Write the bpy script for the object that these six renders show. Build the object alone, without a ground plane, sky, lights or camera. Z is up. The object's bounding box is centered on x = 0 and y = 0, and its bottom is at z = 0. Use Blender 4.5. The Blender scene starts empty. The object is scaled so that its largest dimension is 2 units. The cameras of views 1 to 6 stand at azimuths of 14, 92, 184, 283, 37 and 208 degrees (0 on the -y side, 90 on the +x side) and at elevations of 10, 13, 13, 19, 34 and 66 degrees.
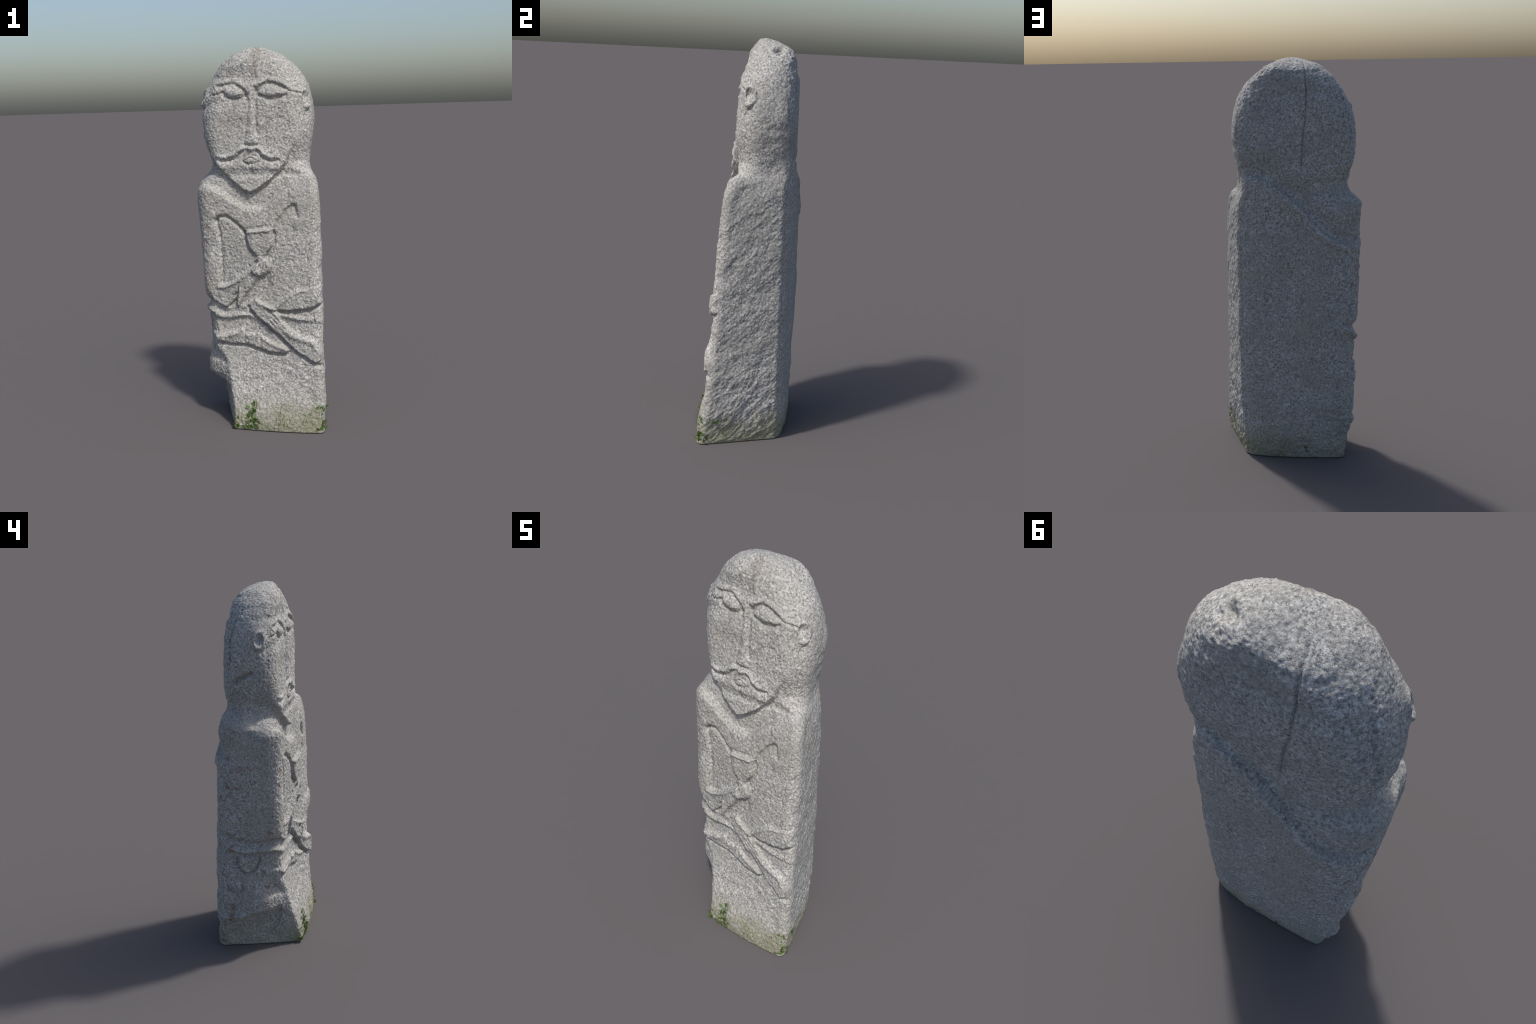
# A carved granite standing figure: bearded face, hand with goblet, sword, belt.
# Body = loft through rounded four-cornered cross-sections, voxel-remeshed, then
# carved with relief rules (grooves, ridges, raised slabs) and stone roughness.
import bpy, math, random
import numpy as np
from mathutils import Vector, Matrix

random.seed(7)
rng = np.random.default_rng(7)
VOXEL = 0.0027

# ------------------------------------------------------------------ helpers
def sstep(a, b, x):
    t = np.clip((x - a) / (b - a), 0.0, 1.0)
    return t * t * (3 - 2 * t)

def bell(d, w):
    return np.exp(-(d / w) ** 2)

def _hash(ix, iy, iz, seed):
    h = (ix.astype(np.uint32) * np.uint32(374761393) + iy.astype(np.uint32) * np.uint32(668265263)
         + iz.astype(np.uint32) * np.uint32(2147483647) + np.uint32(seed * 974711 + 13))
    h = (h ^ (h >> np.uint32(13))) * np.uint32(1274126177)
    h = (h ^ (h >> np.uint32(15))) * np.uint32(2246822519)
    return h ^ (h >> np.uint32(16))

def noise3(p, scale, seed=0):
    """Gradient noise, roughly -1..1."""
    q = p * np.asarray(scale, float)
    i = np.floor(q).astype(np.int64)
    f = q - i
    u = f * f * f * (f * (f * 6 - 15) + 10)
    res = np.zeros(len(p))
    for dx in (0, 1):
        wx = u[:, 0] if dx else 1 - u[:, 0]
        for dy in (0, 1):
            wy = u[:, 1] if dy else 1 - u[:, 1]
            for dz in (0, 1):
                wz = u[:, 2] if dz else 1 - u[:, 2]
                h = _hash(i[:, 0] + dx, i[:, 1] + dy, i[:, 2] + dz, seed)
                gx = (h & np.uint32(1023)).astype(float) / 511.5 - 1
                gy = ((h >> np.uint32(10)) & np.uint32(1023)).astype(float) / 511.5 - 1
                gz = ((h >> np.uint32(20)) & np.uint32(1023)).astype(float) / 511.5 - 1
                res += wx * wy * wz * (gx * (f[:, 0] - dx) + gy * (f[:, 1] - dy) + gz * (f[:, 2] - dz))
    return res * 1.5

def smooth_line(pts, n=6):
    """Catmull-Rom resampling of a control polyline."""
    P = np.array(pts, float)
    if len(P) < 3:
        return P
    Q = np.vstack([2 * P[0] - P[1], P, 2 * P[-1] - P[-2]])
    out = []
    for k in range(1, len(Q) - 2):
        for t in np.linspace(0, 1, n, endpoint=False):
            a, b, c, d = Q[k - 1], Q[k], Q[k + 1], Q[k + 2]
            out.append(0.5 * (2 * b + (c - a) * t + (2 * a - 5 * b + 4 * c - d) * t * t + (3 * b - a - 3 * c + d) * t ** 3))
    out.append(P[-1])
    return np.array(out)

def dist_line(A, B, pts, taper=False):
    """Distance from points (A,B) to polyline; also position 0..1 along it."""
    if not taper and len(A) > 200000:
        q = np.asarray(pts, float)
        box = np.where((A > q[:, 0].min() - .06) & (A < q[:, 0].max() + .06) & (B > q[:, 1].min() - .06) & (B < q[:, 1].max() + .06))[0]
        if len(box) < .8 * len(A):
            full = np.full(A.shape, .06)
            full[box] = dist_line(A[box], B[box], pts)
            return full
    best = np.full(A.shape, 9.0)
    par = np.zeros(A.shape)
    n = len(pts) - 1
    for k in range(n):
        ax, ay = pts[k]; bx, by = pts[k + 1]
        dx, dy = bx - ax, by - ay
        L = dx * dx + dy * dy + 1e-12
        t = np.clip(((A - ax) * dx + (B - ay) * dy) / L, 0, 1)
        d = np.hypot(A - ax - t * dx, B - ay - t * dy)
        m = d < best
        best = np.where(m, d, best)
        par = np.where(m, (k + t) / n, par)
    return (best, par) if taper else best

def dist_poly(A, B, pts):
    """Signed distance to closed polygon, positive inside."""
    q = np.asarray(pts, float)
    box = np.where((A > q[:, 0].min() - .06) & (A < q[:, 0].max() + .06) & (B > q[:, 1].min() - .06) & (B < q[:, 1].max() + .06))[0]
    if len(box) < len(A):
        full = np.full(A.shape, -.06)
        full[box] = dist_poly(A[box], B[box], pts) if len(box) else 0
        return full
    P = list(map(tuple, pts)) + [tuple(pts[0])]
    d = dist_line(A, B, P)
    inside = np.zeros(A.shape, bool)
    for k in range(len(P) - 1):
        ax, ay = P[k]; bx, by = P[k + 1]
        if ay == by:
            continue
        c = ((ay > B) != (by > B)) & (A < (bx - ax) * (B - ay) / (by - ay) + ax)
        inside ^= c
    return np.where(inside, d, -d)

# ------------------------------------------------------------------ cross-sections
# Each station: height, then disc centres of the four corners (front-left, front-right,
# back-right, back-left), and their radii.
STATIONS = [
 (0.000, (-.107,-.205), (.322,-.190), (.214,.157), (-.250,.190), (.020,.030,.022,.022)),
 (0.040, (-.108,-.203), (.322,-.186), (.213,.158), (-.253,.190), (.020,.032,.024,.025)),
 (0.110, (-.118,-.182), (.322,-.174), (.213,.155), (-.256,.185), (.024,.034,.030,.032)),
 (0.170, (-.126,-.152), (.322,-.164), (.217,.148), (-.258,.175), (.032,.034,.033,.045)),
 (0.205, (-.132,-.132), (.320,-.160), (.219,.143), (-.252,.162), (.038,.034,.035,.060)),
 (0.240, (-.140,-.118), (.318,-.156), (.220,.143), (-.244,.155), (.042,.034,.036,.070)),
 (0.300, (-.150,-.100), (.316,-.152), (.221,.143), (-.238,.150), (.048,.033,.036,.077)),
 (0.360, (-.180,-.086), (.313,-.148), (.222,.142), (-.240,.152), (.051,.034,.036,.075)),
 (0.420, (-.203,-.078), (.310,-.143), (.223,.141), (-.240,.152), (.054,.036,.036,.077)),
 (0.500, (-.213,-.070), (.310,-.136), (.224,.140), (-.226,.138), (.060,.033,.036,.096)),
 (0.620, (-.226,-.050), (.304,-.125), (.225,.138), (-.210,.122), (.070,.038,.036,.116)),
 (0.720, (-.236,-.038), (.298,-.122), (.225,.137), (-.212,.115), (.077,.043,.036,.123)),
 (0.800, (-.238,-.036), (.297,-.118), (.225,.137), (-.210,.106), (.080,.043,.036,.131)),
 (0.900, (-.240,-.034), (.292,-.110), (.225,.136), (-.210,.100), (.084,.045,.036,.135)),
 (1.000, (-.242,-.034), (.292,-.108), (.225,.135), (-.219,.102), (.087,.043,.036,.130)),
 (1.100, (-.246,-.030), (.290,-.105), (.224,.134), (-.221,.102), (.091,.041,.035,.128)),
 (1.200, (-.252,-.026), (.289,-.100), (.223,.132), (-.228,.105), (.092,.038,.035,.119)),
 (1.260, (-.250,-.026), (.284,-.092), (.213,.132), (-.238,.103), (.090,.038,.042,.115)),
 (1.300, (-.240,-.026), (.278,-.084), (.204,.131), (-.226,.087), (.080,.036,.046,.130)),
 (1.325, (-.222,-.020), (.268,-.074), (.195,.130), (-.212,.086), (.082,.039,.050,.124)),
 (1.345, (-.197,-.016), (.246,-.056), (.187,.129), (-.194,.081), (.079,.045,.053,.117)),
 (1.365, (-.182,-.017), (.188,-.020), (.178,.128), (-.182,.078), (.080,.082,.057,.114)),
 (1.385, (-.176,-.018), (.154,.001), (.172,.127), (-.176,.077), (.084,.108,.060,.113)),
 (1.410, (-.174,-.012), (.144,.010), (.170,.124), (-.172,.076), (.086,.114,.064,.117)),
 (1.440, (-.180,.000), (.144,.016), (.170,.118), (-.174,.076), (.092,.116,.069,.124)),
 (1.500, (-.194,.018), (.150,.022), (.172,.109), (-.201,.084), (.104,.118,.080,.116)),
 (1.560, (-.200,.032), (.156,.028), (.173,.099), (-.206,.080), (.110,.121,.092,.120)),
 (1.620, (-.200,.040), (.156,.034), (.174,.088), (-.205,.077), (.116,.125,.102,.125)),
 (1.680, (-.190,.046), (.150,.041), (.168,.088), (-.194,.073), (.122,.129,.103,.130)),
 (1.740, (-.167,.054), (.140,.047), (.158,.086), (-.178,.067), (.118,.131,.102,.136)),
 (1.800, (-.150,.062), (.127,.052), (.144,.082), (-.156,.066), (.120,.127,.098,.134)),
 (1.850, (-.132,.068), (.100,.060), (.114,.082), (-.142,.065), (.114,.123,.095,.118)),
 (1.900, (-.102,.070), (.080,.058), (.092,.085), (-.108,.060), (.099,.105,.090,.120)),
 (1.940, (-.083,.067), (.047,.058), (.061,.084), (-.086,.051), (.092,.090,.083,.101)),
 (1.967, (-.070,.054), (.026,.051), (.036,.068), (-.072,.046), (.070,.068,.062,.076)),
 (1.985, (-.050,.036), (.012,.036), (.012,.044), (-.048,.034), (.046,.044,.040,.048)),
 (1.996, (-.026,.020), (-.004,.020), (-.004,.024), (-.026,.018), (.022,.022,.020,.022)),
]
ST_Z = np.array([s[0] for s in STATIONS])
ST_P = np.array([list(s[1]) + list(s[2]) + list(s[3]) + list(s[4]) + list(s[5]) for s in STATIONS])

def bulge(z):
    if z > .30 and z < 1.9:
        return np.mean([bulge_raw(z + d) for d in (-.045, -.03, -.015, 0, .015, .03, .045)], 0)
    return bulge_raw(z)

def bulge_raw(z):
    """Outward swell of the front, right, back and left side between the corners."""
    return (np.interp(z, [0, .1, .2, .33, .43, .52, .6, 1.0, 1.2, 1.3, 1.38, 1.7], [.012, .018, .008, -.004, -.012, .0, .008, .008, .001, .004, .010, .002]),
            np.interp(z, [0, .1, .3, 1.2, 1.34], [0, .003, .004, .004, 0]),
            np.interp(z, [0, .1, .24, .4, .9, 1.2, 1.38, 1.5, 1.85], [.026, .036, .034, .026, .025, .028, .020, .010, 0]),
            np.interp(z, [0, .04, .10, .158, .182, .21, .25, .30, .36, .42, .5, .7, 1.2, 1.32],
                      [.004, -.004, -.006, .000, .048, .064, .076, .070, .044, .02, .012, .006, .004, 0]))


def station(z):
    # monotone (Hermite with limited slopes) interpolation between stations
    k = int(np.clip(np.searchsorted(ST_Z, z) - 1, 0, len(ST_Z) - 2))
    h = ST_Z[k + 1] - ST_Z[k]
    t = (z - ST_Z[k]) / h
    d = (ST_P[k + 1] - ST_P[k]) / h
    def slope(i):
        if i == 0 or i == len(ST_Z) - 1:
            return d * 0 + (ST_P[min(i + 1, len(ST_Z) - 1)] - ST_P[max(i - 1, 0)]) / (ST_Z[min(i + 1, len(ST_Z) - 1)] - ST_Z[max(i - 1, 0)])
        a = (ST_P[i] - ST_P[i - 1]) / (ST_Z[i] - ST_Z[i - 1])
        b = (ST_P[i + 1] - ST_P[i]) / (ST_Z[i + 1] - ST_Z[i])
        return np.where(a * b > 0, 2 * a * b / (a + b + 1e-12), 0.0)
    m0, m1 = slope(k), slope(k + 1)
    t2, t3 = t * t, t ** 3
    return (2 * t3 - 3 * t2 + 1) * ST_P[k] + (t3 - 2 * t2 + t) * h * m0 + (-2 * t3 + 3 * t2) * ST_P[k + 1] + (t3 - t2) * h * m1

NRING, NEDGE = 470, 40
PHI = np.linspace(-math.pi, math.pi, 540, endpoint=False)
PHI_N = np.stack([np.cos(PHI), np.sin(PHI)], 1)
def section(z):
    """Outline of the four corner discs wrapped by a taut band, sides swollen by bulge()."""
    p = station(z)
    c = p[:8].reshape(4, 2); r = p[8:12]; b = bulge(z)
    sup = c @ PHI_N.T + r[:, None]
    who = np.argmax(sup, 0)
    hull = c[who] + r[who][:, None] * PHI_N
    pts = []
    for k in range(len(PHI)):
        pts.append(hull[k])
        i, j = who[k], who[(k + 1) % len(PHI)]
        if i != j:
            A, B = hull[k], hull[(k + 1) % len(PHI)]
            n = PHI_N[k]
            w = b[i] if j == (i + 1) % 4 else 0.0
            for t in np.arange(1, NEDGE) / NEDGE:
                pts.append(A + (B - A) * t + n * w * (math.sin(math.pi * t) ** .4 * (1.15 - .65 * t) if i == 2 else math.sin(math.pi * t)))
    pts = np.array(pts + [pts[0]])
    s = np.concatenate([[0], np.cumsum(np.hypot(*np.diff(pts, axis=0).T))])
    q = np.linspace(0, s[-1], NRING, endpoint=False)
    return np.stack([np.interp(q, s, pts[:, 0]), np.interp(q, s, pts[:, 1])], 1)

# ------------------------------------------------------------------ carving lines
# front pictures are drawn in (x, z); left side in (y, z); back in (x, z)
JAW = [(-.262,1.50),(-.248,1.440),(-.195,1.380),(-.136,1.325),(-.074,1.277),(-.037,1.260),(.004,1.276),
       (.060,1.315),(.116,1.368),(.150,1.415),(.166,1.460),(.172,1.50)]
COLLAR = [(-.36,1.310),(-.295,1.296),(-.201,1.257),(-.133,1.210),(-.062,1.172),(-.006,1.168),(.043,1.180),
          (.090,1.222),(.150,1.278),(.212,1.324),(.260,1.344),(.36,1.345)]
BACK_LEDGE = [(.26,1.42),(.174,1.437),(.088,1.415),(.004,1.350),(-.081,1.278),(-.126,1.209),(-.186,1.165),(-.262,1.115)]

BROW_L = smooth_line([(-.212,1.804),(-.190,1.801),(-.158,1.809),(-.123,1.811),(-.094,1.801),(-.068,1.778),(-.050,1.752)])
BROW_R = smooth_line([(.003,1.772),(.024,1.795),(.054,1.807),(.087,1.811),(.114,1.801),(.150,1.785)])
BROW_TAIL = smooth_line([(.150,1.785),(.187,1.766),(.212,1.758)])
EYE_L = smooth_line([(-.172,1.768),(-.151,1.787),(-.119,1.793),(-.081,1.782),(-.058,1.760),(-.080,1.746),(-.112,1.743),(-.150,1.750),(-.172,1.768)])[:-1]
EYE_R = smooth_line([(.013,1.764),(.048,1.786),(.084,1.793),(.120,1.781),(.155,1.755),(.115,1.745),(.073,1.747),(.037,1.752),(.013,1.764)])[:-1]
LOWER_L = smooth_line([(-.172,1.766),(-.163,1.752),(-.131,1.735),(-.093,1.736),(-.056,1.752)])
LOWER_R = smooth_line([(.013,1.752),(.055,1.735),(.091,1.728),(.127,1.733),(.160,1.748)])
CROW_L = smooth_line([(-.179,1.773),(-.205,1.762),(-.240,1.758)])
RIDGE_R = smooth_line([(.005,1.805),(.053,1.829),(.083,1.829),(.132,1.811),(.180,1.785),(.212,1.772)])
RIDGE_L = smooth_line([(-.055,1.785),(-.085,1.818),(-.125,1.828),(-.170,1.824),(-.22,1.815)])
NOSE_R = smooth_line([(.003,1.772),(-.006,1.733),(-.001,1.674),(-.004,1.616),(.003,1.560)])
NOSE_L = smooth_line([(-.046,1.752),(-.036,1.700),(-.042,1.640),(-.048,1.590),(-.058,1.530)])
NOSE = [(-.030,1.79),(-.040,1.74),(-.036,1.68),(-.044,1.60),(-.060,1.53),(-.056,1.503),(-.026,1.500),(.002,1.502),(.008,1.53),(-.006,1.60),(-.004,1.68),(-.008,1.74),(-.012,1.79)]
NOSTRIL = smooth_line([(-.055,1.500),(-.026,1.496),(.000,1.500)])
MOUSTACHE_L = smooth_line([(-.027,1.480),(-.064,1.486),(-.096,1.467),(-.129,1.447),(-.175,1.436),(-.215,1.444)])
MOUSTACHE_R = smooth_line([(-.027,1.480),(.010,1.482),(.040,1.456),(.070,1.440),(.112,1.437)])
UNDER_L = smooth_line([(-.072,1.462),(-.090,1.447),(-.112,1.428),(-.156,1.416),(-.203,1.416)])
UNDER_R = smooth_line([(.005,1.464),(.016,1.452),(.039,1.428),(.069,1.414),(.116,1.416)])
MOUTH = smooth_line([(-.062,1.424),(-.055,1.438),(-.028,1.447),(-.004,1.440),(.006,1.426),(-.006,1.412),(-.034,1.408),(-.056,1.413),(-.062,1.424)])[:-1]
LIP = smooth_line([(-.056,1.426),(-.030,1.434),(-.004,1.425)])
CHIN_LINE = [(-.020,1.385),(-.032,1.345)]
FOREHEAD = smooth_line([(-.021,1.99),(-.016,1.93),(-.002,1.835)])

ARM_TOP = smooth_line([(-.060,1.042),(-.094,1.080),(-.133,1.109),(-.172,1.127),(-.208,1.126),(-.224,1.105)])
ARM_IN = smooth_line([(-.222,1.108),(-.208,1.051),(-.203,.990),(-.201,.879),(-.203,.785)])
PANEL = [(-.060,1.042),(-.094,1.080),(-.133,1.109),(-.172,1.127),(-.208,1.124),(-.221,1.105),(-.208,1.051),(-.203,.990),
         (-.201,.879),(-.203,.770),(-.181,.765),(-.128,.788),(-.049,.843),(-.012,.876),(.0,.92),(-.035,.964),(-.054,1.006)]
FOREARM_TOP = smooth_line([(-.214,.752),(-.181,.756),(-.128,.780),(-.049,.835),(-.010,.868)])
FOREARM = [(-.36,1.05),(-.205,1.0),(-.203,.80),(-.214,.755),(-.181,.760),(-.128,.784),(-.049,.839),(.002,.882),(.020,.83),(.006,.811),(-.026,.772),(-.071,.707),
           (-.104,.655),(-.116,.660),(-.112,.700),(-.150,.668),(-.169,.641),(-.208,.656),(-.260,.685),(-.36,.690)]
HAND = smooth_line([(-.030,.858),(.002,.890),(.012,.917),(.050,.910),(.073,.915),(.078,.870),(.058,.833),(.020,.820),(-.010,.826),(-.030,.858)])[:-1]
FINGERS = [[(-.014,.846),(.002,.872),(.014,.884)],[(.008,.838),(.020,.862),(.026,.890)],[(.030,.836),(.041,.862),(.042,.893)],[(.049,.842),(.060,.866),(.057,.897)]]
THUMB = [(-.036,.880),(-.006,.906),(.012,.914)]
FLAP = [(-.103,.738),(-.090,.752),(.006,.811),(-.026,.772),(-.071,.707),(-.104,.655),(-.117,.660)]
FLAP_LINE = smooth_line([(-.098,.755),(-.100,.725),(-.110,.690),(-.118,.660)])
HOLLOW = [(.012,.818),(.070,.858),(.082,.78),(.055,.712),(-.030,.678),(-.102,.650),(-.071,.707),(-.026,.772)]
SLEEVE = [(-.103,.735),(-.135,.712),(-.170,.640),(-.118,.655),(-.114,.69)]
CUP = [(-.059,1.049),(.012,1.062),(.082,1.068),(.086,1.02),(.084,.983),(.062,.947),(.048,.916),(.006,.916),(-.009,.931),(-.039,.964),(-.054,1.006)]
CUP_RIM = [(-.056,1.045),(.012,1.058),(.080,1.064)]
CUP_LEFT = smooth_line([(-.064,1.048),(-.058,1.004),(-.044,.962),(-.014,.930)])
CUP_RIGHT = smooth_line([(.090,1.05),(.091,.985),(.070,.945),(.056,.925)])
ARM_R = smooth_line([(.090,1.046),(.094,1.068),(.112,1.099),(.152,1.150),(.182,1.180),(.203,1.187),(.206,1.167),(.218,1.132)])
ARM_R_PANEL = [(.094,1.068),(.112,1.099),(.152,1.150),(.182,1.180),(.204,1.187),(.208,1.15),(.20,1.06),(.12,.98),(.09,1.0)]
FOREARM_R = [(.092,.640),(.103,.668),(.159,.707),(.214,.747),(.256,.757),(.38,.79),(.38,.72),(.343,.688),(.292,.657),(.207,.644),(.146,.635)]
FOREARM_R_TOP = smooth_line([(.080,.655),(.103,.668),(.159,.707),(.214,.747),(.245,.752)])
FOREARM_R_LOW = smooth_line([(.103,.634),(.146,.630),(.207,.638),(.292,.650),(.345,.683),(.40,.70)])
BELT_FRONT_L = smooth_line([(-.262,.614),(-.216,.597),(-.189,.589),(-.130,.601),(-.071,.607),(-.01,.600)])
BELT_FRONT_R = smooth_line([(.131,.613),(.207,.597),(.285,.592)])
BUCKLE = [(.305,.608),(.318,.590),(.36,.584)]
SWORD = [(-.048,.647),(.010,.591),(.084,.530),(.194,.434),(.273,.388),(.310,.367),(.336,.383),(.344,.424),(.300,.488),(.225,.505),(.170,.542),(.122,.588),(.103,.648),(.054,.662),(-.014,.694)]
SWORD_EDGE = smooth_line([(-.056,.650),(.004,.586),(.080,.524),(.190,.428),(.270,.380),(.310,.360),(.345,.35)])
SWORD_RIDGE = smooth_line([(.150,.530),(.215,.493),(.285,.478),(.325,.430)])
HAND_R = [(.050,.655),(.103,.655),(.130,.595),(.084,.533),(.045,.568)]
KNUCKLES = [[(.060,.575),(.085,.548)],[(.072,.590),(.097,.560)],[(.084,.603),(.108,.573)],[(.092,.620),(.120,.588)]]
DAGGER = [(-.245,.486),(-.184,.497),(-.131,.516),(-.092,.536),(-.070,.509),(-.028,.510),(.003,.525),(.022,.493),(.084,.465),(.151,.440),(.162,.423),(.133,.405),(.052,.411),(-.016,.431),(-.080,.445),(-.132,.444),(-.235,.454)]
DAGGER_LOW = smooth_line([(-.232,.448),(-.132,.438),(-.080,.438),(-.016,.424),(.052,.403),(.133,.398),(.165,.415)])
DAGGER_NOTCH = [[(-.072,.512),(-.084,.460)],[(.012,.512),(.006,.470)]]

BELT_SIDE = smooth_line([(-.215,.600),(-.18,.640),(-.150,.648),(-.099,.628),(-.020,.621),(.066,.614),(.150,.630),(.205,.672)])
BELT_SIDE_ARC = smooth_line([(-.175,.645),(-.150,.640),(-.099,.626),(-.020,.620),(.066,.614),(.150,.630),(.215,.680)])
ARM_UNDER = smooth_line([(.20,.705),(.159,.700),(.113,.677),(.033,.662),(-.033,.664),(-.097,.685),(-.14,.690),(-.19,.68)])
POUCH = smooth_line([(.100,.575),(.100,.547),(.083,.503),(.040,.484),(.001,.512),(-.015,.555),(-.017,.578)])
POUCH_POLY = [(.100,.585),(.100,.547),(.083,.503),(.040,.484),(.001,.512),(-.015,.555),(-.017,.585)]
RING_C, RING_R = (.112, .400), .036
EAR_L = dict(c=(-.000,1.750), ry=.032, rz=.048)
EAR_R = dict(c=(-.028,1.733), ry=.034, rz=.052)
CRACK_L = smooth_line([(.128,1.83),(.134,1.812),(.143,1.752),(.146,1.703),(.141,1.630)])
NOTCH_L = [(.115,1.530),(.083,1.557),(.052,1.573),(.034,1.585)]
CRACK_B = smooth_line([(-.075,1.99),(-.087,1.941),(-.092,1.853),(-.088,1.714),(-.077,1.643),(-.066,1.494)])

# ------------------------------------------------------------------ base loft
def build_loft():
    zs = np.unique(np.concatenate([np.linspace(0, .14, 30), np.linspace(.14, .34, 90), np.linspace(.34, 1.18, 170),
                                   np.linspace(1.18, 1.5, 110), np.linspace(1.5, 1.85, 80), np.linspace(1.85, 1.996, 60)]))
    rings = [section(z) for z in zs]
    n = len(rings[0])
    V = np.zeros((len(zs), n, 3))
    for k, z in enumerate(zs):
        V[k, :, :2] = rings[k]; V[k, :, 2] = z
    # overhang on the left foot: the break climbs towards the front
    P = V.reshape(-1, 3)
    X, Y, Z = P[:, 0].copy(), P[:, 1].copy(), P[:, 2].copy()
    left = sstep(-.08, -.16, X) * sstep(.215, .13, Y) * sstep(-.23, -.12, Y)
    lift = np.interp(Y, [-.16, -.08, .02, .10, .2], [.06, .05, .03, .0, -.02])
    P[:, 2] = Z + lift * left * sstep(.06, .17, Z) * sstep(.44, .25, Z)
    X, Y, Z = P[:, 0], P[:, 1], P[:, 2].copy()
    # sunken throat between jaw and collar
    front = sstep(.10, .0, Y)
    jaw = dist_poly(X, Z, JAW + [(.172, 1.75), (-.262, 1.75)])
    dcol = Z - np.interp(X, [c[0] for c in COLLAR], [c[1] for c in COLLAR])
    depth = .033 * sstep(-.016, .020, dcol) + .010 * bell(dcol - .005, .02) * sstep(-.03, .06, X)
    depth *= sstep(.002, -.016, jaw) * sstep(1.53, 1.40, Z)
    depth *= sstep(-.40, -.28, X) * sstep(.30, .20, X)
    P[:, 1] += depth * front
    # oblique ledge across the back
    back = sstep(.06, .15, P[:, 1])
    dl = Z - np.interp(X, [c[0] for c in BACK_LEDGE][::-1], [c[1] for c in BACK_LEDGE][::-1])
    P[:, 1] -= .028 * sstep(-.007, .010, dl) * sstep(.15, .015, dl) * back * sstep(.24, .14, X)
    P[:, 1] += .013 * bell(dl + .022, .022) * back * sstep(.12, -.05, X)
    # broad shallow hollow in the middle of the back
    P[:, 1] -= .013 * np.exp(-((X - .02) / .11) ** 2 - ((Z - .86) / .17) ** 2) * back
    nz = len(zs)
    verts = list(map(tuple, P)) + [(0, 0, 0.0), (-.015, .019, 2.0)]
    faces = []
    for k in range(nz - 1):
        a = k * n; b = (k + 1) * n
        for i in range(n):
            j = (i + 1) % n
            faces.append((a + i, a + j, b + j, b + i))
    cb, ct = nz * n, nz * n + 1
    for i in range(n):
        j = (i + 1) % n
        faces.append((cb, j, i))
        faces.append((ct, (nz - 1) * n + i, (nz - 1) * n + j))
    me = bpy.data.meshes.new("loft")
    me.from_pydata(verts, [], faces)
    me.update()
    ob = bpy.data.objects.new("loft", me)
    bpy.context.scene.collection.objects.link(ob)
    m = ob.modifiers.new("remesh", 'REMESH')
    m.mode = 'VOXEL'; m.voxel_size = VOXEL; m.use_smooth_shade = True
    dg = bpy.context.evaluated_depsgraph_get()
    new = bpy.data.meshes.new_from_object(ob.evaluated_get(dg))
    bpy.data.objects.remove(ob); bpy.data.meshes.remove(me)
    return new

def mesh_co(me):
    a = np.empty(len(me.vertices) * 3); me.vertices.foreach_get("co", a); return a.reshape(-1, 3)
def mesh_no(me):
    a = np.empty(len(me.vertices) * 3); me.vertices.foreach_get("normal", a); return a.reshape(-1, 3)
def relax(me, co, rounds):
    e = np.empty(len(me.edges) * 2, dtype=np.int64); me.edges.foreach_get("vertices", e); e = e.reshape(-1, 2)
    deg = np.bincount(e.ravel(), minlength=len(co))[:, None]
    for _ in range(rounds):
        s = np.zeros_like(co)
        for k in range(3):
            s[:, k] = np.bincount(e[:, 0], co[e[:, 1], k], len(co)) + np.bincount(e[:, 1], co[e[:, 0], k], len(co))
        co = co + .5 * (s / deg - co)
    return co

body = build_loft()
P = mesh_co(body)
P = relax(body, P, 3)
body.vertices.foreach_set("co", P.ravel()); body.update()
N = mesh_no(body)

# ------------------------------------------------------------------ relief on the front
X, Y, Z = P[:, 0], P[:, 1], P[:, 2]
H = np.zeros(len(P))
wob = np.stack([noise3(P, 28, 3), noise3(P, 28, 4)], 1) * .0035
fm = np.where((N[:, 1] < -.15) & (Y < .02))[0]
x, z = X[fm] + wob[fm, 0], Z[fm] + wob[fm, 1]
h = np.zeros(len(fm))

def close_to(pts, margin):
    q = np.asarray(pts, float)
    lo, hi = q.min(0) - margin, q.max(0) + margin
    return np.where((x > lo[0]) & (x < hi[0]) & (z > lo[1]) & (z < hi[1]))[0]
def groove(line, w, depth):
    k = close_to(line, w * 3)
    h[k] -= depth * bell(dist_line(x[k], z[k], line), w)
def ridge(line, w, height):
    k = close_to(line, w * 3)
    d, t = dist_line(x[k], z[k], line, True)
    h[k] += height * bell(d, w) * (.55 + .45 * np.sin(np.pi * np.clip(t, .08, .92)) ** .5)
def slab(poly, height, edge=.008, dome=0.0, reach=.03):
    k = close_to(poly, edge)
    d = dist_poly(x[k], z[k], poly)
    h[k] += height * sstep(-edge * .6, edge * .6, d) + dome * sstep(0, reach, d)

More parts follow.
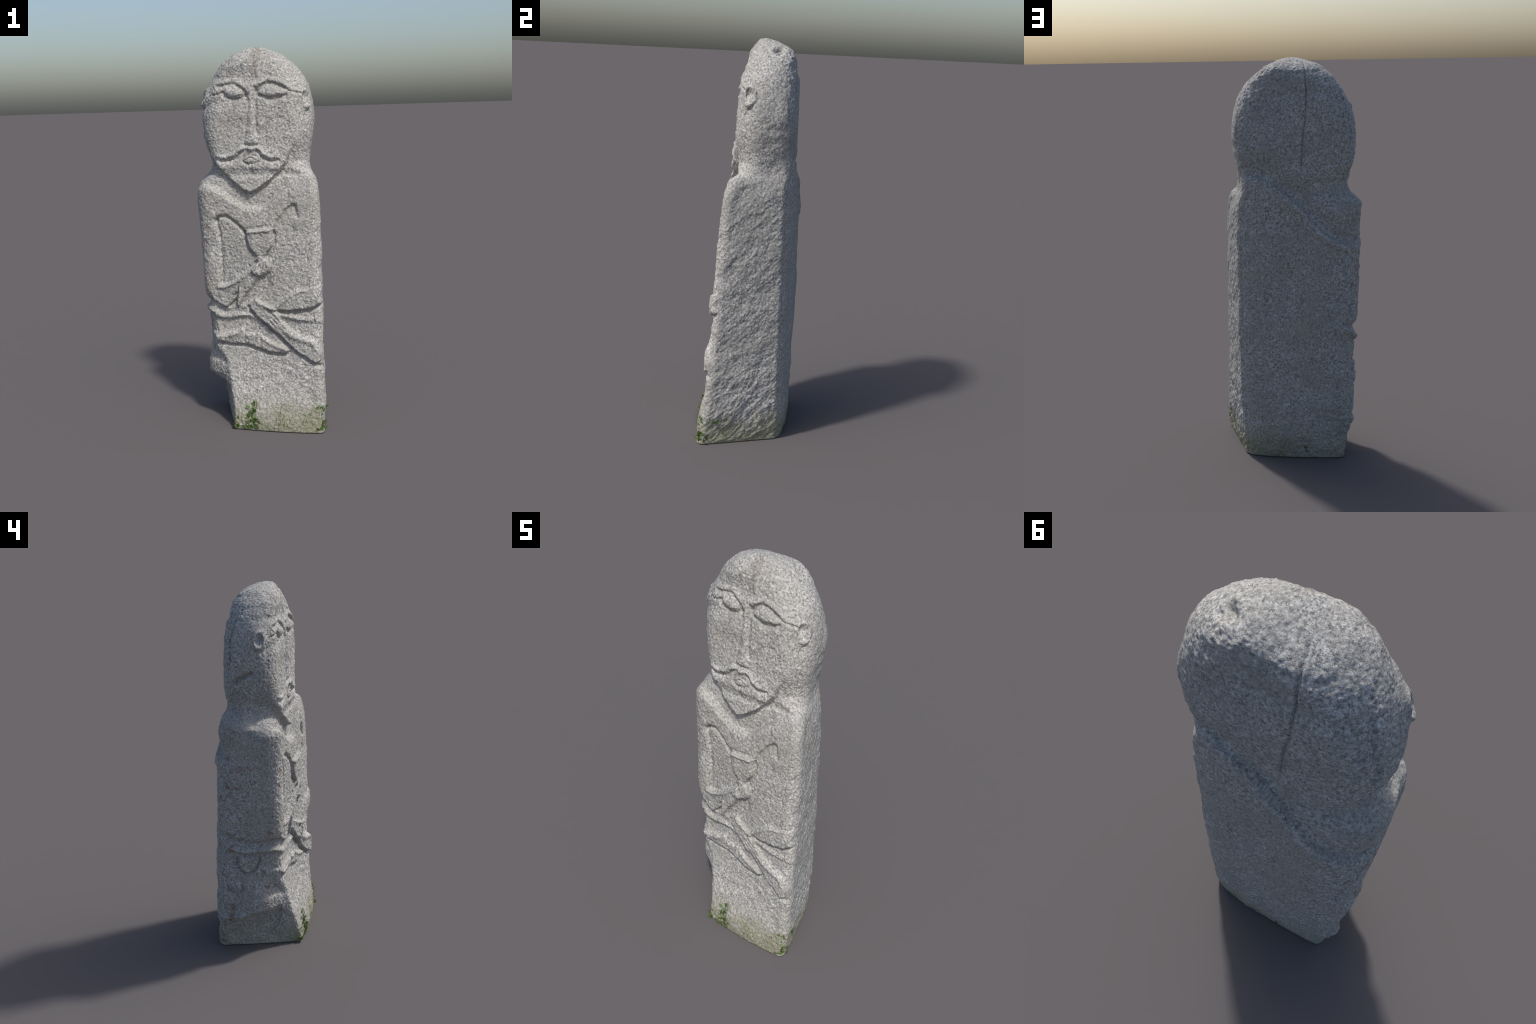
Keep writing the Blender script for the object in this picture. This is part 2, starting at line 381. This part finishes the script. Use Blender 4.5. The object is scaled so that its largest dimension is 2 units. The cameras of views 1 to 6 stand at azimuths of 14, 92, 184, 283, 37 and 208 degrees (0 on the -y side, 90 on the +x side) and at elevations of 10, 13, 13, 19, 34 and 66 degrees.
# face
for brow, low, eye in ((BROW_L, LOWER_L, EYE_L), (BROW_R, LOWER_R, EYE_R)):
    groove(brow, .0098, .011); groove(low, .0115, .010)
    slab(eye, .004, .008, .004, .02)
ridge(RIDGE_R, .012, .008); ridge(RIDGE_L, .010, .003)
groove(CROW_L, .005, .007); groove(BROW_TAIL, .007, .006)
groove(NOSE_R, .013, .009); groove(NOSE_L, .012, .003)
slab(NOSE, .004, .012, .004, .02)
groove(NOSTRIL, .008, .011)
ridge(MOUSTACHE_L, .010, .011); ridge(MOUSTACHE_R, .010, .011)
groove(UNDER_L, .0075, .008); groove(UNDER_R, .0075, .008)
dm = dist_poly(x, z, MOUTH)
h += .005 * sstep(-.002, .010, dm) - .006 * bell(dm + .009, .007) * sstep(1.455, 1.435, z)
groove(LIP, .004, .006)
groove(CHIN_LINE, .008, .003)
groove([(.006, 1.415), (-.006, 1.396)], .006, .006); groove([(-.072, 1.414), (-.045, 1.402)], .006, .005)
groove(FOREHEAD, .005, .003)
# crisp lower face edge
# chest, arms
slab(PANEL, -.004, .010)
groove(ARM_TOP, .010, .016); groove(ARM_IN, .011, .010)
k = close_to(FOREARM, .012)
h[k] += .014 * sstep(-.008, .008, dist_poly(x[k], z[k], FOREARM)) * sstep(1.0, .80, z[k])
ridge(FOREARM_TOP, .011, .010)
slab(HOLLOW, -.006, .020, -.007, .035)
groove([(-.03, .672), (.03, .72), (.06, .76)], .02, .004)
slab(SLEEVE, -.014, .014)
ridge(FLAP_LINE, .006, .006)
groove([(-.104, .752), (-.104, .725)], .004, .010)
slab(HAND, .012, .012)
for f in FINGERS:
    ridge(smooth_line(f), .0065, .009)
ridge(smooth_line(THUMB), .009, .010)
slab(CUP, .012, .010); ridge(CUP_RIM, .009, .008)
groove(CUP_LEFT, .009, .011); groove(CUP_RIGHT, .010, .012)
groove([(-.05, 1.062), (.03, 1.076), (.075, 1.082)], .010, .004)
groove([(-.004, .925), (.022, .921), (.056, .928)], .006, .006)
slab(ARM_R_PANEL, -.006, .020)
groove(ARM_R, .010, .011)
dr = dist_poly(x, z, FOREARM_R)
h += .012 * sstep(-.004, .008, dr); ridge(FOREARM_R_TOP, .011, .009)
groove(FOREARM_R_LOW, .010, .010)
# waist hollow, belt, sword, dagger
waist = dist_poly(x, z, [(-.36,.69),(-.26,.68),(-.208,.652),(-.169,.638),(-.102,.65),(-.045,.645),(.08,.53),(.01,.50),(-.09,.54),(-.13,.52),(-.24,.50),(-.36,.50)])
h -= .006 * sstep(-.006, .012, waist)
ridge(BELT_FRONT_L, .0125, .015)
waist_r = dist_poly(x, z, [(.10,.64),(.20,.638),(.29,.65),(.345,.683),(.40,.70),(.40,.45),(.345,.43),(.30,.49),(.225,.508),(.17,.545),(.12,.59)])
h -= .005 * sstep(-.004, .012, waist_r)
ridge(BELT_FRONT_R, .0115, .014)
ridge(smooth_line(BUCKLE), .010, .009); groove([(.300, .612), (.300, .575)], .006, .007)
slab(SWORD, .015, .010); groove(SWORD_EDGE, .009, .014); ridge(SWORD_RIDGE, .014, .008)
slab(HAND_R, .003, .010)
for f in KNUCKLES:
    ridge(f, .0055, .006)
groove([(.052, .640), (.070, .626)], .009, .012)
ridge([(-.010, .685), (.050, .655), (.10, .655)], .010, .006)
slab(DAGGER, .011, .012, .003, .02); groove(DAGGER_LOW, .010, .011)
ridge(smooth_line([(-.235, .482), (-.18, .487), (-.13, .503), (-.096, .52)]), .010, .006)
ridge(smooth_line([(.024, .482), (.084, .452), (.148, .428)]), .010, .006)
ridge([(-.062, .500), (-.03, .500)], .012, .004)
for nline in DAGGER_NOTCH:
    groove(nline, .007, .006)
# low oblique swell on the rough lower front
h += .006 * bell(dist_line(x, z, smooth_line([(-.13, .17), (.0, .215), (.10, .27)])), .03)
h -= .006 * bell(dist_line(x, z, smooth_line([(-.08, .235), (.03, .255), (.12, .30)])), .022)
fade = sstep(.15, .55, -N[fm, 1])
D = np.zeros_like(P)
D[fm, 1] -= h * fade

# ------------------------------------------------------------------ relief on the left side (drawn in y, z)
lm = np.where((N[:, 0] < -.15) & (X < -.10))[0]
x, z = Y[lm] + wob[lm, 0], Z[lm] + wob[lm, 1]
h = np.zeros(len(lm))
low = sstep(.80, .60, z)
groove(ARM_UNDER, .018, .014)
hollow = dist_poly(x, z, [(.21,.71),(.113,.685),(.033,.668),(-.033,.668),(-.10,.69),(-.17,.685),(-.24,.66),(-.24,.50),(.24,.50),(.24,.70)])
h -= .008 * sstep(-.01, .015, hollow)
ridge(BELT_SIDE_ARC, .014, .018)
CAVITY = [(.175,.182),(.074,.195),(.02,.232),(-.06,.258),(-.125,.262),(-.105,.12),(-.05,.055),(.04,.05),(.115,.035),(.16,.06),(.19,.12)]
slab(CAVITY, -.012, .010, -.002, .04)
ridge([(.175, .200), (.074, .212), (.02, .250), (-.06, .276)], .014, .010)
groove(BELT_SIDE_ARC - np.array([0, .024]), .008, .006)
dp = dist_poly(x, z, POUCH_POLY)
h += .010 * sstep(-.004, .006, dp); groove(POUCH, .008, .014)
dring = np.hypot(x - RING_C[0], z - RING_C[1])
h += .009 * sstep(RING_R + .004, RING_R - .010, dring)
h -= .010 * bell(dring - RING_R - .004, .007) * sstep(RING_C[1] + .02, RING_C[1] - .01, z)
def ear(e, sgn):
    global h
    dy, dz = (x - e['c'][0]) / e['ry'], (z - e['c'][1]) / e['rz']
    r = np.hypot(dy, dz)
    h += .015 * bell(r - .78, .28) * (1 - .75 * bell(dy * sgn - .9, .45) * sstep(.5, -.3, dz))
    h -= .011 * bell(r, .42)
    h += .006 * bell(np.hypot(x - e['c'][0] + .004 * sgn, z - e['c'][1] + e['rz'] * 1.0), .012)
ear(EAR_L, 1)
h -= .010 * bell(np.hypot(x + .004, z - 1.694), .009)
h += .006 * bell(np.hypot(x + .004, z - 1.676), .010)
groove(CRACK_L, .006, .011); groove(NOTCH_L, .012, .021)
h += .006 * bell(dist_line(x, z, [(.115, 1.508), (.05, 1.548)]), .016)
fade = sstep(.15, .5, -N[lm, 0])
D[lm, 0] -= h * fade

# ------------------------------------------------------------------ relief on the right side of the head
rm = np.where((N[:, 0] > .15) & (X > .08) & (Z > 1.5))[0]
x, z = Y[rm] + wob[rm, 0], Z[rm] + wob[rm, 1]
h = np.zeros(len(rm))
ear(EAR_R, 1)
h -= .009 * bell(np.hypot(x + .040, z - 1.640), .013)
h -= .006 * bell(np.hypot(x + .030, z - 1.662), .012)
D[rm, 0] += h * sstep(.15, .5, N[rm, 0])

# ------------------------------------------------------------------ back: crack, pit on the crown
bm = np.where((N[:, 1] > .1))[0]
x, z = X[bm] + wob[bm, 0] * .6, Z[bm] + wob[bm, 1] * .6
h = np.zeros(len(bm))
groove(CRACK_B, .0045, .010)
groove(smooth_line([(-.205, 1.86), (-.235, 1.80), (-.262, 1.72)]), .006, .007)
D[bm, 1] += h * sstep(.1, .4, N[bm, 1])
top = sstep(1.84, 1.88, Z)
wx, wy = X - .122 + wob[:, 0], Y - .095 + wob[:, 1]
along, across = (-wx * .67 + wy * .74), (wx * .74 + wy * .67)
D -= N * (.026 * np.exp(-(along / .032) ** 4 - (across / .011) ** 2) * top)[:, None]
D -= N * (.010 * np.exp(-((along + .01) / .022) ** 2 - ((across - .024) / .010) ** 2) * top)[:, None]
D -= N * (.006 * bell(np.sqrt(((X - .15) / .04) ** 2 + ((Y - .06) / .07) ** 2 + ((Z - 1.89) / .05) ** 2), 1.0))[:, None]
P = P + D
body.vertices.foreach_set("co", P.ravel()); body.update()
N = mesh_no(body)

# ------------------------------------------------------------------ stone roughness
# right side: coarse split stone with oblique flakes; front: pecked granite; back: smoother
skew = np.stack([P[:, 0], (P[:, 1] + P[:, 2]) * .38, (P[:, 2] - P[:, 1]) * .80], 1)
right = sstep(.5, .85, N[:, 0]) * sstep(1.36, 1.28, P[:, 2])
frontw = sstep(.3, .8, -N[:, 1])
backw = sstep(.3, .8, N[:, 1])
crown = sstep(1.78, 1.90, P[:, 2]) * sstep(-.05, .10, P[:, 0])
leftback = sstep(-.20, -.28, P[:, 0]) * sstep(.05, .14, P[:, 1])
foot = sstep(.42, .30, P[:, 2])
rough = .0025 * noise3(P, 9, 11) + .0022 * noise3(P, 24, 12)
flake = noise3(skew, 40, 13) + .7 * noise3(skew, 75, 14)
peck = noise3(P, 62, 15) + 1.0 * noise3(P, 110, 16) + .5 * noise3(P, 170, 20)
rough += flake * (.0006 + .0013 * right + .0020 * crown + .0020 * leftback + .0014 * foot + .0007 * backw + .0012 * backw * sstep(1.40, 1.5, P[:, 2]))
rough += peck * (.0011 + .0010 * frontw + .0006 * crown - .0003 * backw)
rough += backw * (.003 * noise3(P, 6, 21) + .002 * noise3(skew, 18, 22)) + right * (.0045 * noise3(skew, 13, 17)) + leftback * (.009 * noise3(P, 14, 18) + .004 * noise3(P, 34, 24)) + foot * .004 * noise3(P, 13, 19)
rough += frontw * .0016 * noise3(P, 38, 23)
rough *= sstep(0.0, .02, P[:, 2])
P = P + N * rough[:, None]
P[:, 2] = np.where(P[:, 2] < .004, 0.0, P[:, 2])
P[:, 2] *= 2.0 / P[:, 2].max()
body.vertices.foreach_set("co", P.ravel()); body.update()
N = mesh_no(body)

# ------------------------------------------------------------------ materials
def mat_new(name):
    m = bpy.data.materials.new(name); m.use_nodes = True
    nt = m.node_tree
    for n in list(nt.nodes):
        nt.nodes.remove(n)
    out = nt.nodes.new("ShaderNodeOutputMaterial")
    bs = nt.nodes.new("ShaderNodeBsdfPrincipled")
    nt.links.new(bs.outputs[0], out.inputs[0])
    return m, nt, bs

def stone_material():
    m, nt, bs = mat_new("weathered_granite")
    L = nt.links.new
    tc = nt.nodes.new("ShaderNodeTexCoord")
    sep = nt.nodes.new("ShaderNodeSeparateXYZ"); L(tc.outputs["Object"], sep.inputs[0])
    def noise(scale, detail=3, rough=.6, vec=None):
        n = nt.nodes.new("ShaderNodeTexNoise")
        n.inputs["Scale"].default_value = scale; n.inputs["Detail"].default_value = detail; n.inputs["Roughness"].default_value = rough
        L(vec or tc.outputs["Object"], n.inputs["Vector"])
        return n.outputs["Fac"]
    def ramp(fac, a, b, ca=(0, 0, 0, 1), cb=(1, 1, 1, 1)):
        r = nt.nodes.new("ShaderNodeValToRGB")
        r.color_ramp.elements[0].position = a; r.color_ramp.elements[1].position = b
        r.color_ramp.elements[0].color = ca; r.color_ramp.elements[1].color = cb
        L(fac, r.inputs[0]); return r.outputs[0]
    def mix(fac, a, b, mode='MIX'):
        n = nt.nodes.new("ShaderNodeMix"); n.data_type = 'RGBA'; n.blend_type = mode
        if isinstance(fac, float): n.inputs[0].default_value = fac
        else: L(fac, n.inputs[0])
        for v, s in ((a, n.inputs[6]), (b, n.inputs[7])):
            if isinstance(v, tuple): s.default_value = v
            else: L(v, s)
        return n.outputs[2]
    def math_(op, a, b=None):
        n = nt.nodes.new("ShaderNodeMath"); n.operation = op; n.use_clamp = False
        for v, s in ((a, n.inputs[0]), (b, n.inputs[1])):
            if v is None: continue
            if isinstance(v, (int, float)): s.default_value = v
            else: L(v, s)
        return n.outputs[0]
    def band(v, a, b):
        n = nt.nodes.new("ShaderNodeMapRange"); n.interpolation_type = 'SMOOTHSTEP'
        n.inputs[1].default_value = a; n.inputs[2].default_value = b
        L(v, n.inputs[0]); return n.outputs[0]
    # granite grains
    grain = ramp(noise(95, 4, .7), .34, .66, (.13, .13, .127, 1), (.585, .575, .55, 1))
    col = mix(ramp(noise(310, 2, .5), .60, .70), grain, (.10, .10, .098, 1))
    col = mix(ramp(noise(210, 2, .5), .60, .72), col, (.66, .65, .63, 1))
    col = mix(math_('MULTIPLY', ramp(noise(5, 5, .6), .42, .72), .60), col, (.27, .265, .235, 1))
    col = mix(math_('MULTIPLY', ramp(noise(17, 4, .6), .50, .70), .50), col, (.30, .29, .28, 1))
    # warm blush
    col = mix(math_('MULTIPLY', ramp(noise(7.3, 4, .6), .58, .75), .30), col, (.46, .39, .34, 1))
    # rust specks on the left flank
    leftm = band(sep.outputs[0], -.22, -.29)
    rust = math_('MULTIPLY', ramp(noise(19, 4, .7), .57, .66), leftm)
    rust = math_('MULTIPLY', rust, band(sep.outputs[2], 1.45, 1.0))
    col = mix(math_('MULTIPLY', rust, .6), col, (.20, .095, .055, 1))
    # brown stain down the forehead
    fx = math_('ABSOLUTE', math_('ADD', sep.outputs[0], .010))
    st = math_('MULTIPLY', band(fx, .035, .006), band(sep.outputs[2], 1.80, 1.86))
    st = math_('MULTIPLY', st, band(sep.outputs[1], .03, -.01))
    st = math_('MULTIPLY', st, ramp(noise(60, 4, .7), .35, .6))
    col = mix(math_('MULTIPLY', st, .55), col, (.15, .125, .10, 1))
    # moss film around the foot
    zz = math_('ADD', sep.outputs[2], math_('MULTIPLY', math_('SUBTRACT', noise(11, 4, .6), .5), .30))
    moss = math_('MULTIPLY', band(zz, .17, .02), ramp(noise(70, 4, .7), .40, .62))
    frontside = band(math_('ADD', sep.outputs[0], math_('MULTIPLY', sep.outputs[1], -.4)), -.16, -.05)
    moss = math_('MULTIPLY', moss, frontside)
    col = mix(math_('MULTIPLY', moss, .75), col, (.12, .155, .055, 1))
    damp = math_('MULTIPLY', band(zz, .22, .03), .42)
    col = mix(damp, col, (.25, .24, .15, 1))
    L(col, bs.inputs["Base Color"])
    bs.inputs["Roughness"].default_value = .93
    bs.inputs["Specular IOR Level"].default_value = .18
    bp = nt.nodes.new("ShaderNodeBump"); bp.inputs["Strength"].default_value = .55; bp.inputs["Distance"].default_value = .004
    L(math_('ADD', noise(130, 4, .65), math_('MULTIPLY', noise(320, 2, .6), .5)), bp.inputs["Height"])
    L(bp.outputs[0], bs.inputs["Normal"])
    return m

def leaf_material(name, c0, c1):
    m, nt, bs = mat_new(name)
    L = nt.links.new
    oi = nt.nodes.new("ShaderNodeObjectInfo")
    r = nt.nodes.new("ShaderNodeValToRGB")
    r.color_ramp.elements[0].color = c0; r.color_ramp.elements[1].color = c1
    tc = nt.nodes.new("ShaderNodeTexCoord")
    ns = nt.nodes.new("ShaderNodeTexNoise"); ns.inputs["Scale"].default_value = 60
    L(tc.outputs["Object"], ns.inputs["Vector"])
    ad = nt.nodes.new("ShaderNodeMath"); ad.operation = 'MULTIPLY_ADD'; ad.inputs[1].default_value = .5
    L(ns.outputs["Fac"], ad.inputs[0])
    hf = nt.nodes.new("ShaderNodeMath"); hf.operation = 'MULTIPLY'; hf.inputs[1].default_value = .6
    L(oi.outputs["Random"], hf.inputs[0]); L(hf.outputs[0], ad.inputs[2])
    L(ad.outputs[0], r.inputs[0]); L(r.outputs[0], bs.inputs["Base Color"])
    bs.inputs["Roughness"].default_value = .6
    tr = nt.nodes.new("ShaderNodeBsdfTranslucent"); L(r.outputs[0], tr.inputs[0])
    mx = nt.nodes.new("ShaderNodeMixShader"); mx.inputs[0].default_value = .25
    out = [n for n in nt.nodes if n.type == 'OUTPUT_MATERIAL'][0]
    L(bs.outputs[0], mx.inputs[1]); L(tr.outputs[0], mx.inputs[2]); L(mx.outputs[0], out.inputs[0])
    return m

STONE = stone_material()
LEAF = leaf_material("leaf_green", (.05, .10, .022, 1), (.19, .30, .08, 1))
GRASS = leaf_material("grass_green", (.09, .13, .04, 1), (.20, .25, .10, 1))

# ------------------------------------------------------------------ split the figure into its parts
root = bpy.data.objects.new("stone_statue", None)
bpy.context.scene.collection.objects.link(root)
root["label"] = "weathered granite standing figure with moustache, goblet and sword"
root["category"] = "stone statue"

nf = len(body.polygons)
cen = np.empty(nf * 3); body.polygons.foreach_get("center", cen); cen = cen.reshape(-1, 3)
fno = np.empty(nf * 3); body.polygons.foreach_get("normal", fno); fno = fno.reshape(-1, 3)
fx, fy, fz = cen[:, 0], cen[:, 1], cen[:, 2]
isfront = (fy < .01) & (fz > .2)
lab = np.full(nf, 0)
names = ["torso"]
def part(name, mask):
    names.append(name)
    lab[mask] = len(names) - 1
zb = np.interp(fx, [-.35, .35], [.34, .36])
jawd = dist_poly(fx, fz, JAW + [(.172, 1.75), (-.262, 1.75)])
colz = np.interp(fx, [c[0] for c in COLLAR], [c[1] for c in COLLAR])
bkz = np.interp(fx, [c[0] for c in BACK_LEDGE][::-1], [c[1] for c in BACK_LEDGE][::-1])
mixf = sstep(.02, .12, fy)
necklow = colz * (1 - mixf) + np.minimum(np.maximum(bkz, 1.16), 1.40) * mixf
part("base", fz < zb)
part("neck", fz > necklow)
headlow = 1.435 + .03 * np.sin(fy * 9)
part("head", (fz > headlow) | ((jawd > -.004) & isfront & (fz > 1.24)))
def near(line, w): return dist_line(fx, fz, line) < w
part("nose", isfront & (dist_poly(fx, fz, NOSE) > 0))
part("eye", isfront & (dist_poly(fx, fz, EYE_L) > -.002))
part("eye", isfront & (dist_poly(fx, fz, EYE_R) > -.002))
part("moustache", isfront & (near(MOUSTACHE_L, .010) | near(MOUSTACHE_R, .010)))
part("mouth", isfront & (dist_poly(fx, fz, MOUTH) > -.003))
ed = lambda e: np.hypot((fy - e['c'][0]) / e['ry'], (fz - e['c'][1]) / e['rz'])
part("ear", (ed(EAR_L) < 1.15) & (fx < -.22))
part("ear", (ed(EAR_R) < 1.15) & (fx > .20))
arm_l = [(-.40,1.23),(-.245,1.20),(-.224,1.12),(-.208,1.051),(-.203,.990),(-.201,.879),(-.203,.770),(-.25,.76),(-.40,.80)]
part("arm", (fy < .10) & (fx < 0) & (fz > .3) & (dist_poly(fx, fz, arm_l) > 0))
fore = (dist_poly(fx, fz, FOREARM) > 0) & (fy < .06)
part("forearm", fore)
part("hand", isfront & (dist_poly(fx, fz, HAND) > 0))
part("goblet", isfront & (dist_poly(fx, fz, CUP) > 0) & (dist_poly(fx, fz, HAND) <= 0))
part("forearm", isfront & (fx > 0) & (dist_poly(fx, fz, FOREARM_R) > 0) & (fy < -.06))
sideb = (fx < -.22) & (fno[:, 0] < -.4)
part("belt", (isfront & (near(BELT_FRONT_L, .014) | near(BELT_FRONT_R, .013) | near(smooth_line(BUCKLE), .012)) & (dist_poly(fx, fz, SWORD) < 0))
     | (sideb & (dist_line(fy, fz, BELT_SIDE_ARC) < .015)))
part("dagger", isfront & (dist_poly(fx, fz, DAGGER) > 0))
part("sword", isfront & (dist_poly(fx, fz, SWORD) > 0))
part("hand", isfront & (dist_poly(fx, fz, HAND_R) > 0))
part("pouch", sideb & (dist_poly(fy, fz, POUCH_POLY) > 0) & (dist_line(fy, fz, BELT_SIDE_ARC) > .015))
part("medallion", sideb & (np.hypot(fy - RING_C[0], fz - RING_C[1]) < RING_R))

loops = np.empty(len(body.loops), dtype=np.int64); body.loops.foreach_get("vertex_index", loops)
lstart = np.empty(nf, dtype=np.int64); body.polygons.foreach_get("loop_start", lstart)
ltot = np.empty(nf, dtype=np.int64); body.polygons.foreach_get("loop_total", ltot)
assert ltot.min() == 4 and ltot.max() == 4
quads = loops[lstart[:, None] + np.arange(4)[None, :]]
for k, name in enumerate(names):
    q = quads[lab == k]
    if len(q) == 0:
        continue
    used, inv = np.unique(q, return_inverse=True)
    inv = inv.reshape(q.shape)
    me = bpy.data.meshes.new(name)
    me.vertices.add(len(used)); me.vertices.foreach_set("co", P[used].ravel().astype(np.float32))
    me.loops.add(q.size); me.loops.foreach_set("vertex_index", inv.ravel().astype(np.int32))
    me.polygons.add(len(q)); me.polygons.foreach_set("loop_start", np.arange(0, q.size, 4, dtype=np.int32))
    me.update(calc_edges=True)
    me.polygons.foreach_set("use_smooth", np.ones(len(q), dtype=bool))
    me.normals_split_custom_set_from_vertices(N[used].tolist())
    me.materials.append(STONE)
    ob = bpy.data.objects.new(name, me)
    bpy.context.scene.collection.objects.link(ob)
    ob.parent = root

# ------------------------------------------------------------------ small plants at the foot
def leaf_mesh(name, length, width, lobes):
    n, mcols = 7, 4
    verts, faces = [], []
    for i in range(n + 1):
        t = i / n
        w = width * (math.sin(math.pi * min(1, t * .93 + .05)) ** .8) * (1 + lobes * math.sin(t * 9))
        for j in range(mcols + 1):
            s = j / mcols * 2 - 1
            verts.append((s * w * .5, t * length, abs(s) * w * .16 + length * .22 * math.sin(t * 2.2) * t))
    for i in range(n):
        for j in range(mcols):
            a = i * (mcols + 1) + j
            faces.append((a, a + 1, a + mcols + 2, a + mcols + 1))
    me = bpy.data.meshes.new(name); me.from_pydata(verts, [], faces)
    for p in me.polygons: p.use_smooth = True
    return me
def blade_mesh(name, length, width, bend):
    verts, faces = [], []
    n = 6
    for i in range(n + 1):
        t = i / n
        w = width * (1 - t) ** .7 + .0002
        for s in (-1, 0, 1):
            verts.append((s * w * .5, t * length * (1 - .15 * t), bend * t * t + (.0004 if s == 0 else 0)))
    for i in range(n):
        for j in range(2):
            a = i * 3 + j
            faces.append((a, a + 1, a + 4, a + 3))
    me = bpy.data.meshes.new(name); me.from_pydata(verts, [], faces)
    for p in me.polygons: p.use_smooth = True
    return me
leafs = [leaf_mesh("leaf", .019, .013, .15), leaf_mesh("leaf", .015, .009, .05), leaf_mesh("leaf", .023, .012, .2)]
blades = [blade_mesh("grass_blade", .045, .0022, .006), blade_mesh("grass_blade", .033, .0018, .008), blade_mesh("grass_blade", .026, .002, .003)]
for me in leafs: me.materials.append(LEAF)
for me in blades: me.materials.append(GRASS)

footm = np.where((P[:, 2] < .24) & (P[:, 2] > .001))[0]
FP, FN = P[footm], N[footm]
def place(meshes, kind, at, spread, count, up_bias, lift=.001):
    """Scatter leaves lying on the stone around an (x, y, z) spot."""
    for _ in range(count):
        q = np.array(at) + rng.normal(0, 1, 3) * np.array(spread)
        q[2] = max(q[2], .004)
        k = int(np.argmin(((FP - q) ** 2).sum(1)))
        n = Vector(FN[k]); p = Vector(FP[k]) + n * lift
        up = Vector((rng.normal(0, 1) * (1 - up_bias), rng.normal(0, .2), up_bias + .1)).normalized()
        yv = (up - n * up.dot(n)).normalized()
        tilt = rng.uniform(.05, .5)
        yv = (yv + n * tilt).normalized()
        xv = yv.cross(n).normalized(); zv = xv.cross(yv)
        s = rng.uniform(.7, 1.25)
        M = Matrix((xv, yv, zv)).transposed().to_4x4()
        ob = bpy.data.objects.new(kind, meshes[rng.integers(len(meshes))])
        ob.matrix_world = Matrix.Translation(p) @ M @ Matrix.Scale(s, 4)
        bpy.context.scene.collection.objects.link(ob)
        ob.parent = root
for at, sp, c in [((-.020,-.22,.135), (.009,.01,.018), 7), ((-.027,-.23,.105), (.012,.01,.020), 14), ((-.040,-.23,.070), (.014,.01,.018), 14), ((-.018,-.235,.045), (.016,.01,.012), 12),
                  ((-.022,-.235,.015), (.018,.01,.008), 14), ((-.120,-.22,.05), (.006,.01,.020), 7), ((-.10,-.23,.010), (.03,.01,.005), 14),
                  ((.332,-.20,.115), (.008,.01,.02), 6), ((.345,-.20,.050), (.010,.01,.012), 9), ((.345,-.20,.025), (.012,.015,.008), 10),
                  ((-.08,.24,.03), (.012,.006,.012), 5), ((.345,-.12,.12), (.004,.006,.008), 3)]:
    place(leafs, "leaf", at, sp, c, .5)
for at, sp, c in [((-.010,-.23,.14), (.010,.01,.02), 8), ((-.05,-.235,.03), (.04,.01,.015), 12), ((.132,-.24,.09), (.012,.01,.02), 10),
                  ((.14,-.24,.05), (.02,.01,.02), 12), ((.25,-.235,.06), (.04,.01,.03), 10), ((.33,-.21,.07), (.015,.01,.03), 8), ((-.11,-.225,.05), (.012,.01,.02), 5)]:
    place(blades, "grass_blade", at, sp, c, .9)

bpy.data.meshes.remove(body)
